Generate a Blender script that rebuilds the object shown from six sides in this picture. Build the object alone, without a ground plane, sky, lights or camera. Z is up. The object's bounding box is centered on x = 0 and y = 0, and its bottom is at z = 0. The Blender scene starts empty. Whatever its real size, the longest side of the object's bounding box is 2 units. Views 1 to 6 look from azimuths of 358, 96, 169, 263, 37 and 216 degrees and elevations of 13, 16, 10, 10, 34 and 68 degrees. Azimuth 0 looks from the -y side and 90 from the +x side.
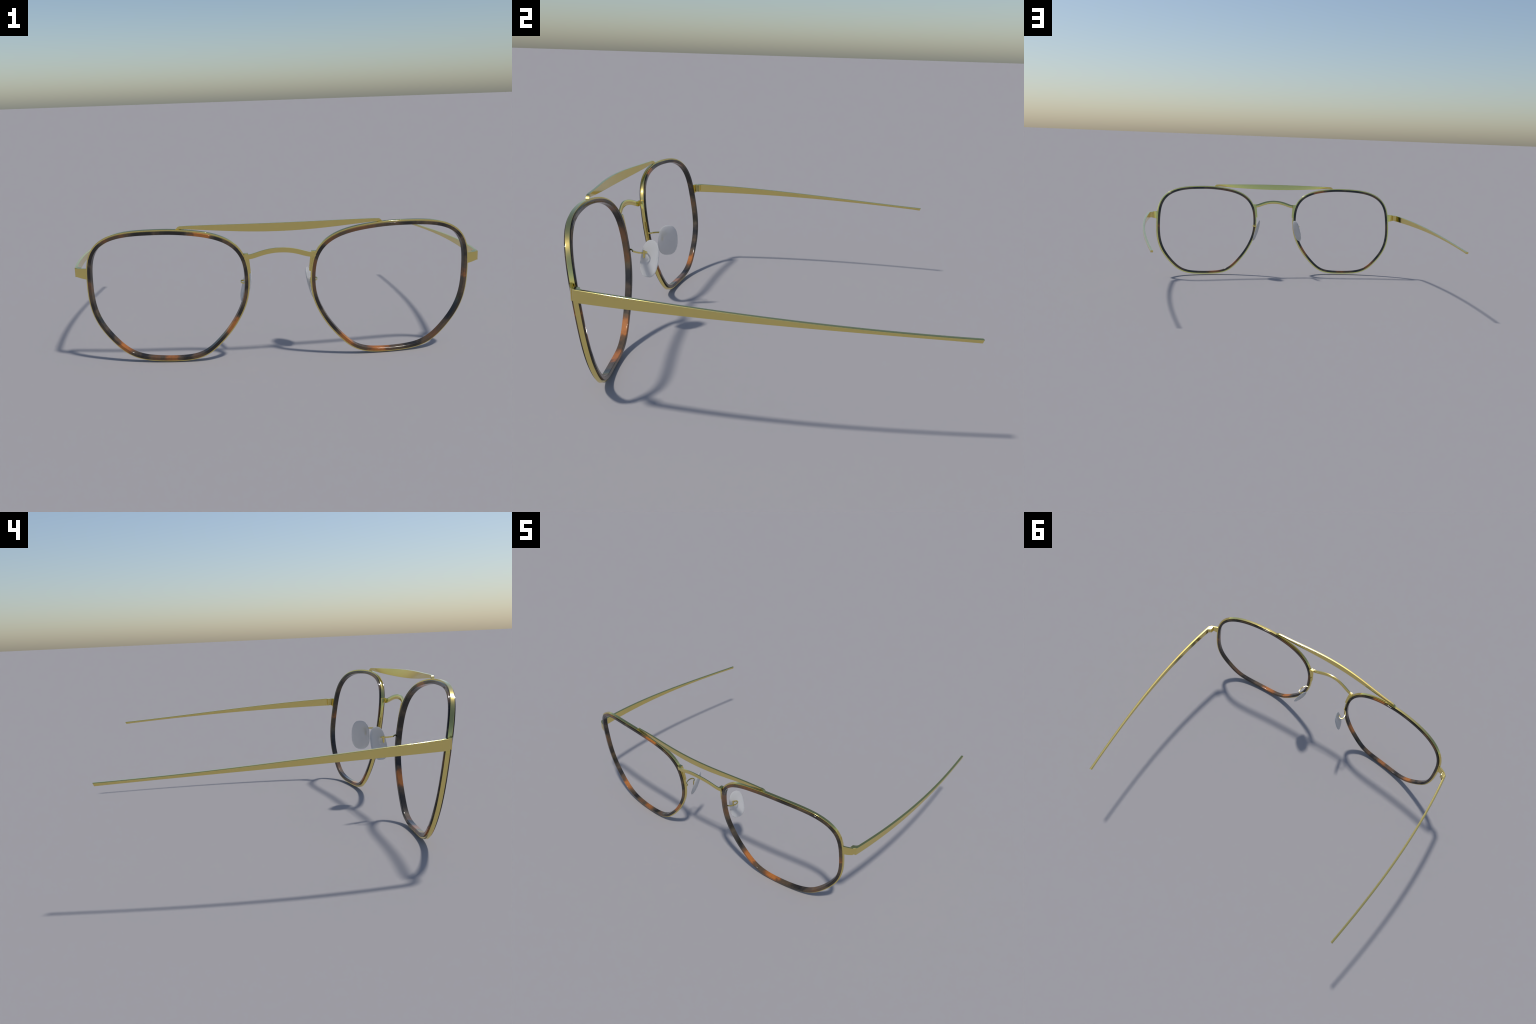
# Metal double-bridge eyeglasses with tortoiseshell rim inserts, built from
# profiles swept along fitted rim, bar, bridge and temple curves.
import bpy, bmesh, math
from mathutils import Vector

# ----------------------------------------------------------------- helpers
def make_object(name, verts, faces, material, parent, smooth_angle=35, bevel=0.0, segments=2, clean=True):
    me = bpy.data.meshes.new(name)
    me.from_pydata([tuple(v) for v in verts], [], faces)
    bm = bmesh.new()
    bm.from_mesh(me)
    if clean:
        bmesh.ops.remove_doubles(bm, verts=bm.verts, dist=1e-6)
    bmesh.ops.recalc_face_normals(bm, faces=bm.faces)
    if bevel:
        sharp = [e for e in bm.edges if e.is_manifold and e.calc_face_angle(0) > math.radians(40)]
        bmesh.ops.bevel(bm, geom=sharp, offset=bevel, segments=segments, profile=0.5,
                        affect='EDGES', clamp_overlap=True)
        bmesh.ops.recalc_face_normals(bm, faces=bm.faces)
    lim = math.radians(smooth_angle)
    for f in bm.faces:
        f.smooth = True
    for e in bm.edges:
        e.smooth = not (e.is_manifold and e.calc_face_angle(0) > lim)
    bm.to_mesh(me)
    bm.free()
    me.materials.append(material)
    ob = bpy.data.objects.new(name, me)
    bpy.context.scene.collection.objects.link(ob)
    ob.parent = parent
    wn = ob.modifiers.new("flat_face_normals", 'WEIGHTED_NORMAL')
    wn.keep_sharp = True
    wn.weight = 80
    return ob


def loft(sections, closed=False):
    """Quads between equal-length cross-section loops (caps added on open lofts)."""
    verts = [v for s in sections for v in s]
    m, n = len(sections), len(sections[0])
    faces = []
    for i in range(m if closed else m - 1):
        a, b = i * n, ((i + 1) % m) * n
        for j in range(n):
            k = (j + 1) % n
            faces.append((a + j, a + k, b + k, b + j))
    if not closed:
        faces.append(tuple(range(n - 1, -1, -1)))
        faces.append(tuple(range((m - 1) * n, m * n)))
    return verts, faces


def mirrored(verts, side):
    return [(v[0] * side, v[1], v[2]) for v in verts]


def poly(coeffs, t):
    r = 0.0
    for c in coeffs:
        r = r * t + c
    return r


def rounded_rect(x0, x1, y0, y1, r, n=4):
    """Rounded rectangle outline as (x, y) pairs, counter-clockwise from the +x +y corner."""
    out = []
    radii = r if isinstance(r, tuple) else (r,) * 4
    for (x, sx), (y, sy), a0, q in (((x1, -1), (y1, -1), 0, radii[0]), ((x0, 1), (y1, -1), 90, radii[1]),
                                    ((x0, 1), (y0, 1), 180, radii[2]), ((x1, -1), (y0, 1), 270, radii[3])):
        for i in range(n + 1):
            a = math.radians(a0 + 90 * i / n)
            out.append((x + sx * q + q * math.cos(a), y + sy * q + q * math.sin(a)))
    return out


def spline(points, steps):
    """Catmull-Rom through tuples of any length."""
    pts = [points[0]] + list(points) + [points[-1]]
    out = []
    for i in range(1, len(pts) - 2):
        p0, p1, p2, p3 = pts[i - 1:i + 3]
        for s in range(steps):
            t = s / steps
            out.append(tuple(0.5 * (2 * b + (c - a) * t + (2 * a - 5 * b + 4 * c - d) * t * t
                                    + (3 * b - a - 3 * c + d) * t ** 3)
                             for a, b, c, d in zip(p0, p1, p2, p3)))
    out.append(tuple(points[-1]))
    return out

# --------------------------------------------------------------- materials
def new_material(name):
    m = bpy.data.materials.new(name)
    m.use_nodes = True
    nt = m.node_tree
    return m, nt, nt.nodes["Principled BSDF"]


def gold_material():
    m, nt, b = new_material("polished_gold")
    b.inputs["Metallic"].default_value = 1.0
    b.inputs["Roughness"].default_value = 0.10
    tc = nt.nodes.new("ShaderNodeTexCoord")
    no = nt.nodes.new("ShaderNodeTexNoise")
    no.inputs["Scale"].default_value = 9.0
    no.inputs["Detail"].default_value = 3.0
    ra = nt.nodes.new("ShaderNodeValToRGB")
    ra.color_ramp.elements[0].position, ra.color_ramp.elements[0].color = 0.3, (0.776, 0.646, 0.222, 1)
    ra.color_ramp.elements[1].position, ra.color_ramp.elements[1].color = 0.7, (0.790, 0.658, 0.230, 1)
    nt.links.new(tc.outputs["Object"], no.inputs["Vector"])
    nt.links.new(no.outputs["Fac"], ra.inputs["Fac"])
    nt.links.new(ra.outputs["Color"], b.inputs["Base Color"])
    return m


# how far each blotch is from black to amber
SHADE = {"k": 0.0, "b": 0.48, "o3": 0.62, "o4": 0.68, "o5": 0.74, "o6": 0.84, "o7": 0.90, "O": 1.0}


def tortoise_material(name, side, blotches):
    """Blotches sit at given angles round the lens; noise breaks their edges."""
    m, nt, b = new_material(name)
    N, L = nt.nodes, nt.links
    b.inputs["Roughness"].default_value = 0.08
    b.inputs["IOR"].default_value = 1.5

    def math_node(op, a, c=None):
        n = N.new("ShaderNodeMath")
        n.operation = op
        for i, v in enumerate((a, c)):
            if v is None:
                continue
            if isinstance(v, (int, float)):
                n.inputs[i].default_value = v
            else:
                L.new(v, n.inputs[i])
        return n.outputs[0]

    tc = N.new("ShaderNodeTexCoord")
    sep = N.new("ShaderNodeSeparateXYZ")
    L.new(tc.outputs["Object"], sep.inputs[0])
    dx = math_node("SUBTRACT", math_node("MULTIPLY", sep.outputs["X"], float(side)), LENS_X)
    dz = math_node("SUBTRACT", sep.outputs["Z"], LENS_Z)
    ang = math_node("ARCTAN2", dz, dx)
    turn = math_node("FRACT", math_node("ADD", math_node("DIVIDE", ang, 2 * math.pi), 1.0))
    # wobble of the blotch borders
    wob = N.new("ShaderNodeTexNoise")
    wob.inputs["Scale"].default_value = 26.0
    wob.inputs["Detail"].default_value = 2.0
    L.new(tc.outputs["Object"], wob.inputs["Vector"])
    w = math_node("MULTIPLY", math_node("SUBTRACT", wob.outputs["Fac"], 0.5), 0.035)
    turn = math_node("FRACT", math_node("ADD", math_node("ADD", turn, w), 1.0))
    stops = sorted((a / 360.0, SHADE[k]) for a, k in blotches)
    wrap = 0.5 * (stops[0][1] + stops[-1][1])
    stops = [(0.0, wrap)] + stops + [(1.0, wrap)]

    def half_ramp(lo, hi):
        """One half turn of blotches as a grey ramp (a ramp holds at most 32 stops)."""
        r = N.new("ShaderNodeValToRGB")
        r.color_ramp.interpolation = 'LINEAR'
        el = r.color_ramp.elements
        el.remove(el[1])
        inside = [q for q in stops if lo - 0.02 <= q[0] <= hi + 0.02]
        el[0].position, el[0].color = inside[0][0], (inside[0][1],) * 3 + (1,)
        for p, v in inside[1:]:
            el.new(p).color = (v, v, v, 1)
        L.new(turn, r.inputs["Fac"])
        return r.outputs["Color"]

    second = math_node("GREATER_THAN", turn, 0.5)
    mask = math_node("ADD", math_node("MULTIPLY", half_ramp(0.0, 0.5), math_node("SUBTRACT", 1.0, second)),
                     math_node("MULTIPLY", half_ramp(0.5, 1.0), second))
    # mottling inside the blotches
    mot = N.new("ShaderNodeTexNoise")
    mot.inputs["Scale"].default_value = 40.0
    mot.inputs["Detail"].default_value = 3.0
    mot.inputs["Roughness"].default_value = 0.6
    L.new(tc.outputs["Object"], mot.inputs["Vector"])
    val = math_node("ADD", mask,
                    math_node("MULTIPLY", math_node("SUBTRACT", mot.outputs["Fac"], 0.5), 0.45))
    col = N.new("ShaderNodeValToRGB")
    ce = col.color_ramp.elements
    ce[0].position, ce[0].color = 0.0, (0.018, 0.015, 0.012, 1)
    ce[1].position, ce[1].color = 1.0, (0.40, 0.135, 0.026, 1)
    for p, c in ((0.22, (0.030, 0.024, 0.017)), (0.5, (0.088, 0.060, 0.034)), (0.72, (0.170, 0.072, 0.025))):
        e = ce.new(p)
        e.color = c + (1,)
    L.new(val, col.inputs["Fac"])
    L.new(col.outputs["Color"], b.inputs["Base Color"])
    return m


def pad_material():
    m, nt, b = new_material("frosted_silicone")
    tc = nt.nodes.new("ShaderNodeTexCoord")
    no = nt.nodes.new("ShaderNodeTexNoise")
    no.inputs["Scale"].default_value = 20.0
    ra = nt.nodes.new("ShaderNodeValToRGB")
    ra.color_ramp.elements[0].color = (0.72, 0.72, 0.72, 1)
    ra.color_ramp.elements[1].color = (0.76, 0.76, 0.76, 1)
    nt.links.new(tc.outputs["Object"], no.inputs["Vector"])
    nt.links.new(no.outputs["Fac"], ra.inputs["Fac"])
    nt.links.new(ra.outputs["Color"], b.inputs["Base Color"])
    b.inputs["Roughness"].default_value = 0.5
    b.inputs["Transmission Weight"].default_value = 0.52
    b.inputs["IOR"].default_value = 1.3
    return m

# -------------------------------------------------------------- dimensions
LENS_X, LENS_Z = 0.52, 0.33
# radius of the rim groove round the lens centre: mean, then cos / sin per harmonic
RIM_RADIUS = 0.3584
RIM_HARMONICS = [(0.0098, 0.0143), (0.0242, -0.0033), (-0.0021, 0.0176), (-0.0112, -0.0027),
                 (-0.0023, 0.0011), (-0.0008, -0.0005), (0.0005, -0.0040), (0.0000, -0.0005),
                 (-0.0001, -0.0006), (0.0003, -0.0001), (-0.0002, 0.0002), (0.0003, 0.0002)]
GOLD_WIDTH, GOLD_DEPTH = 0.0073, 0.0158
SHELL_WIDTH, SHELL_FRONT, SHELL_BACK = 0.0154, -0.0050, 0.0218


def lens_y(x, z):
    """Front surface of the rims: pantoscopic tilt, wrap and base curve."""
    dx, dz = x - LENS_X, z - LENS_Z
    return (-0.6398 + 0.0865 * dx - 0.1459 * dz + 0.2952 * dx * dx + 0.0369 * dz * dz
            + 0.0053 * dx * dz - 0.0279 * dx * dx * dz)


def lens_normal(x, z):
    e = 1e-4
    return Vector((-(lens_y(x + e, z) - lens_y(x - e, z)) / (2 * e), 1.0,
                   -(lens_y(x, z + e) - lens_y(x, z - e)) / (2 * e))).normalized()


def rim_point(t):
    r = RIM_RADIUS + sum(c * math.cos((k + 1) * t) + s * math.sin((k + 1) * t)
                         for k, (c, s) in enumerate(RIM_HARMONICS))
    return LENS_X + r * math.cos(t), LENS_Z + r * math.sin(t)


def rim_frame(t, out, back):
    """Point offset `out` from the groove (away from lens) and `back` behind its front."""
    x, z = rim_point(t)
    x1, z1 = rim_point(t + 1e-4)
    x0, z0 = rim_point(t - 1e-4)
    tx, tz = x1 - x0, z1 - z0
    l = math.hypot(tx, tz)
    nx, nz = tz / l, -tx / l
    x, z = x + nx * out, z + nz * out
    return Vector((x, lens_y(x, z), z)) + lens_normal(x, z) * back


def swept_rim(profile, steps=300):
    return loft([[rim_frame(2 * math.pi * i / steps, o, d) for o, d in profile] for i in range(steps)], closed=True)

# ------------------------------------------------------------------- build
thing = bpy.data.objects.new("eyeglasses", None)
bpy.context.scene.collection.objects.link(thing)
thing["label"] = "gold double bridge eyeglasses with tortoiseshell rims"
thing["category"] = "eyeglasses"

GOLD = gold_material()
PAD = pad_material()
BLOTCHES = {
    -1: [(3, "b"), (9, "o4"), (16, "k"), (24, "b"), (29, "k"), (37, "k"), (45, "o5"), (51, "b"), (58, "o4"), (67, "k"),
         (76, "k"), (82, "b"), (91, "k"), (105, "k"), (110, "b"), (114, "O"), (123, "O"), (126, "b"), (132, "k"),
         (138, "o3"), (147, "k"), (157, "b"), (161, "k"), (167, "b"), (173, "k"), (178, "b"), (182, "o3"), (186, "b"),
         (194, "k"), (199, "b"), (203, "O"), (211, "O"), (217, "b"), (225, "k"), (236, "k"), (244, "b"), (250, "o3"),
         (258, "k"), (268, "o6"), (274, "o6"), (279, "b"), (285, "o4"), (297, "k"), (304, "b"), (310, "O"), (316, "O"),
         (321, "b"), (326, "k"), (333, "b"), (342, "k"), (348, "b"), (352, "k"), (358, "b")],
    1: [(3, "b"), (7, "o7"), (11, "b"), (16, "b"), (25, "k"), (31, "b"), (38, "k"), (43, "b"), (52, "k"), (58, "b"),
        (67, "b"), (77, "k"), (87, "b"), (101, "b"), (114, "o4"), (122, "o4"), (131, "b"), (141, "o5"), (148, "k"),
        (158, "o5"), (164, "o4"), (169, "b"), (176, "o3"), (183, "b"), (191, "k"), (198, "b"), (213, "k"), (220, "b"), (225, "O"), (235, "O"),
        (241, "b"), (250, "b"), (258, "O"), (266, "O"), (271, "b"), (280, "b"), (294, "k"), (301, "b"), (310, "o3"),
        (323, "b"), (331, "k"), (341, "k"), (353, "b")],
}

gold_profile = rounded_rect(-0.0040, GOLD_WIDTH, 0.0, GOLD_DEPTH, 0.0013, 3)
shell_profile = rounded_rect(-SHELL_WIDTH, 0.0004, SHELL_FRONT, SHELL_BACK, (0.0020, 0.0030, 0.0016, 0.0016), 4)

for side in (1, -1):
    v, f = swept_rim(gold_profile)
    rim = make_object("rim", mirrored(v, side), f, GOLD, thing, 40)
    v, f = swept_rim(shell_profile)
    shell = tortoise_material("tortoiseshell", side, BLOTCHES[side])
    make_object("rim_insert", mirrored(v, side), f, shell, rim, 40)

# brow bar: a leaf-shaped strip across both rims, tapering to a bead at each end
def bar_y(x):
    s = (x / 0.4) ** 2
    return -0.7203 + 0.0515 * s - 0.0180 * s * s

def bar_top(x):
    s = (x / 0.4) ** 2
    return 0.6805 - 0.0042 * s + 0.0004 * s * s

def bar_bottom(x):
    s = (x / 0.4) ** 2
    return 0.6410 + 0.0222 * s - 0.0040 * s * s

BAR_THICK, BAR_LEAN = 0.0080, -0.20
half = []
n = 60
for i in range(n + 1):
    x = 0.425 * i / n
    half.append((x, bar_y(x), bar_top(x), bar_bottom(x), BAR_THICK))
half += [(0.440, -0.6795, 0.6755, 0.6605, 0.0080), (0.449, -0.6775, 0.6752, 0.6595, 0.0085),
         (0.454, -0.6770, 0.6735, 0.6570, 0.0095), (0.459, -0.6765, 0.6700, 0.6545, 0.0110),
         (0.463, -0.6765, 0.6655, 0.6530, 0.0122), (0.467, -0.6765, 0.6615, 0.6530, 0.0115)]
stations = [(-x, y, t, b, w) for x, y, t, b, w in reversed(half[1:])] + half
sections = []
for x, y, t, b, w in stations:
    m, h = 0.5 * (t + b), 0.5 * (t - b)
    ring = rounded_rect(-0.5 * w, 0.5 * w, -h, h, min(0.0012, 0.4 * h), 2)
    # front leans with the rims; the back stands almost upright, so the strip is thicker at its top
    sections.append([(x, y + 0.5 * w + BAR_LEAN * (m + c - 0.65) + d * (1 + 0.35 * c / h)
                      - (0.0 if abs(x) < 0.43 else 0.5 * w), m + c) for d, c in ring])
v, f = loft(sections)
make_object("brow_bar", v, f, GOLD, thing, 35)

# saddle bridge: flat front, ridged back
def bridge_centre(x):
    s = (x / 0.15) ** 2
    return (-0.6888 + 0.0308 * s - 0.0116 * s * s,
            0.548 - 0.0379 * s - 0.0198 * s * s + 0.0276 * s ** 3)

sections = []
n = 80
H, W = 0.0235, 0.0085
for i in range(n + 1):
    x = -0.164 + 0.328 * i / n
    xc = max(-0.152, min(0.152, x))
    y, z = bridge_centre(xc)
    z += 0.0006 if abs(x) > 0.152 else 0.0
    y += 0.10 * (abs(x) - abs(xc))
    x2 = xc + 1e-4
    dy, dz = (bridge_centre(x2)[0] - bridge_centre(xc)[0]) / 1e-4, (bridge_centre(x2)[1] - bridge_centre(xc)[1]) / 1e-4
    up = Vector((-dz, 0, 1)).normalized() if abs(x) <= 0.152 else Vector((0, 0, 1))
    if abs(x) > 0.120:
        k = min(1.0, (abs(x) - 0.120) / 0.03)
        up = up.lerp(Vector((0, 0, 1)), k)
    c = Vector((x, y, z))
    ring = [(0.0, 0.45), (0.0008, 0.5), (0.0062, 0.5), (0.0072, 0.44), (0.0082, 0.20), (W, 0.0),
            (0.0082, -0.20), (0.0072, -0.44), (0.0062, -0.5), (0.0008, -0.5), (0.0, -0.45)]
    sections.append([c + Vector((0, 1, 0)) * (d - 0.15 * h * H) + up * (h * H) for d, h in ring])
v, f = loft(sections)
make_object("bridge", v, f, GOLD, thing, 30)

for side in (1, -1):
    # bracket: bar soldered along the nose side of the rim, rounded towards the nose
    edge = spline([(0.5060, 0.1412), (0.4900, 0.1392), (0.4600, 0.1368), (0.4420, 0.1357), (0.4350, 0.1360),
                   (0.4325, 0.1385)], 5)
    sections = []
    for z, xa in [(0.5315, 0.1460), (0.5200, 0.1434)] + edge:
        t = min((math.radians(a * 0.25) for a in range(400, 760)), key=lambda q: abs(rim_point(q)[1] - z))
        xb = rim_point(t)[0] + 0.001
        yf = lens_y(xa, z) + 0.0014
        yb = yf + 0.0132
        ring = rounded_rect(xa, xb, yf, yb, 0.0030, 4)
        sections.append([(x, y, z) for x, y in ring])
    v, f = loft(sections)
    bracket = make_object("nose_bracket", mirrored(v, side), f, GOLD, thing, 40)
    # block joining the bridge end to the bracket
    sections = [[(x, y, z) for x, y in rounded_rect(0.1452, 0.1632, -0.6655, -0.6480, 0.0008, 2)]
                for z in (0.5075, 0.5328)]
    v, f = loft(sections)
    make_object("bridge_lug", mirrored(v, side), f, GOLD, bracket, 40)

    # end piece: curved plate from the rim out to the temple corner
    plan = [(0.8960, -0.5850, 0.4755, 0.4205), (0.9060, -0.5826, 0.4752, 0.4222), (0.9200, -0.5775, 0.4748, 0.4248),
            (0.9340, -0.5712, 0.4745, 0.4285), (0.9480, -0.5632, 0.4744, 0.4318)]
    fine = spline(plan, 5)
    sections = []
    for i, (x, y, t, b) in enumerate(fine):
        a, c = fine[max(i - 1, 0)], fine[min(i + 1, len(fine) - 1)]
        d = Vector((c[0] - a[0], c[1] - a[1], 0)).normalized()
        nrm = Vector((-d.y, d.x, 0))
        ring = rounded_rect(0.0, 0.0085, b, t, 0.0010, 2)
        lean = -0.15 * max(0.0, 1 - (x - 0.896) / 0.05)
        sections.append([Vector((x, y + lean * (z - 0.475), 0)) + nrm * o + Vector((0, 0, z)) for o, z in ring])
    v, f = loft(sections)
    make_object("end_piece", mirrored(v, side), f, GOLD, thing, 40)

    # hinge block filling the corner between end piece and temple
    plan = [(0.9260, -0.5650), (0.9350, -0.5600), (0.9465, -0.5615), (0.9575, -0.5525), (0.9590, -0.5400),
            (0.9585, -0.5235), (0.9500, -0.5235), (0.9450, -0.5300), (0.9390, -0.5345), (0.9285, -0.5395)]
    z0, z1 = 0.4335, 0.4738
    sections = [[(x, y, z0) for x, y in plan], [(x, y, z1) for x, y in plan]]
    v, f = loft(sections)
    make_object("hinge", mirrored(v, side), f, GOLD, thing, 50, bevel=0.0022, segments=4)

    # temple: tapering strip, bowed outward, tip cut at a slant
    Y0, Y1 = -0.5515, 0.7270
    sections = []
    n = 90
    for i in range(n + 1):
        y = Y0 + (Y1 - Y0) * i / n
        s = (y - 0.08) / 0.64
        x = poly((0.0087, -0.0425, -0.0094, 0.9996), s)
        zt = poly((0.0058, -0.0006, -0.0429, 0.4380), s)
        zb = poly((-0.0006, -0.0075, -0.0203, 0.4170), s)
        if i == 0:
            x -= 0.0006
        ring = rounded_rect(x - 0.0142, x, zb - 0.0003, zt + 0.0003, (0.0028, 0.0028, 0.0014, 0.0014), 4)
        k = max(0.0, (i - n + 3) / 3.0)
        mz = 0.5 * (zt + zb)
        sections.append([(px - 0.0, y + k * (0.45 * (pz - mz) + 0.25 * (px - x)), pz) for px, pz in ring])
    v, f = loft(sections)
    make_object("temple", mirrored(v, side), f, GOLD, thing, 40)

    # nose pad: flat cushion, superellipse outline
    C = Vector((0.1555, -0.5300, 0.3447))
    phi = math.radians(20)
    h = Vector((math.sin(phi), math.cos(phi), 0))
    up = Vector((-0.28, 0, 0.96)).normalized()
    up = (up - h * up.dot(h)).normalized()
    nrm = h.cross(up).normalized()            # towards the lens side
    if nrm.x < 0:
        nrm = -nrm
    A, B, T = 0.0465, 0.0810, 0.0085
    rows, cols = 24, 48
    verts, faces = [], []
    def pad_at(u, a, face):
        # u: 0 centre .. 1 rim ; face +1 lens side, -1 nose side
        ca, sa = math.cos(a), math.sin(a)
        e = 2.0 / 2.5
        px = A * math.copysign(abs(ca) ** e, ca) * u
        pz = B * math.copysign(abs(sa) ** e, sa) * u
        px *= 1.0 - 0.05 * (pz / B)
        d = math.sqrt(max(0.0, 1 - u ** 3.0)) * T
        if face > 0:
            d *= 0.75
            q = math.hypot(px + 0.017, pz - 0.008) / 0.018
            d += 0.0032 * max(0.0, 1 - q ** 4) if q < 1 else 0.0
        # cushion bowed gently towards the nose
        bow = 0.004 * ((pz / B) ** 2 + (px / A) ** 2)
        return C + h * px + up * pz + nrm * (face * d + bow - 0.002)
    us = [math.sin(0.5 * math.pi * i / rows) for i in range(rows + 1)]
    for face in (1, -1):
        base = len(verts)
        verts.append(pad_at(0, 0, face))
        for i in range(1, rows + 1):
            for j in range(cols):
                verts.append(pad_at(us[i], 2 * math.pi * j / cols, face))
        for j in range(cols):
            k = (j + 1) % cols
            faces.append((base, base + 1 + j, base + 1 + k))
            for i in range(rows - 1):
                a0, b0 = base + 1 + i * cols, base + 1 + (i + 1) * cols
                faces.append((a0 + j, b0 + j, b0 + k, a0 + k))
    pad = make_object("nose_pad", mirrored(verts, side), faces, PAD, thing, 60)

    # pad arm: flat wire hooked from the rim round to the pad, ending in a tongue
    path = spline([(0.1500, -0.6330, 0.3800), (0.1465, -0.6190, 0.3785), (0.1500, -0.6095, 0.3775),
                   (0.1590, -0.6060, 0.3770), (0.1695, -0.5960, 0.3765), (0.1785, -0.5780, 0.3760),
                   (0.1815, -0.5600, 0.3760), (0.1780, -0.5455, 0.3760), (0.1685, -0.5395, 0.3755),
                   (0.1580, -0.5440, 0.3745), (0.1525, -0.5550, 0.3735)], 6)
    sections = []
    for i, p in enumerate(path):
        p = Vector(p)
        a, c = Vector(path[max(i - 1, 0)]), Vector(path[min(i + 1, len(path) - 1)])
        d = (c - a).normalized()
        w = d.cross(Vector((0, 0, 1))).normalized()
        ring = rounded_rect(-0.0022, 0.0022, -0.0036, 0.0036, 0.001, 2)
        sections.append([p + w * o + Vector((0, 0, q)) for o, q in ring])
    v, f = loft(sections)
    arm = make_object("pad_arm", mirrored(v, side), f, GOLD, pad, 40)
    sections = []
    for z, r in ((0.3790, 0.0030), (0.3770, 0.0042), (0.3600, 0.0042), (0.3500, 0.0044), (0.3470, 0.0036), (0.3455, 0.0020)):
        cx = 0.1515 + (0.377 - z) * 0.10
        ring = rounded_rect(-r, r, -0.0026, 0.0026, 0.0012, 2)
        sections.append([Vector((cx, -0.5560, z)) + h * o + nrm * q for o, q in ring])
    v, f = loft(sections)
    make_object("pad_mount", mirrored(v, side), f, GOLD, pad, 40)
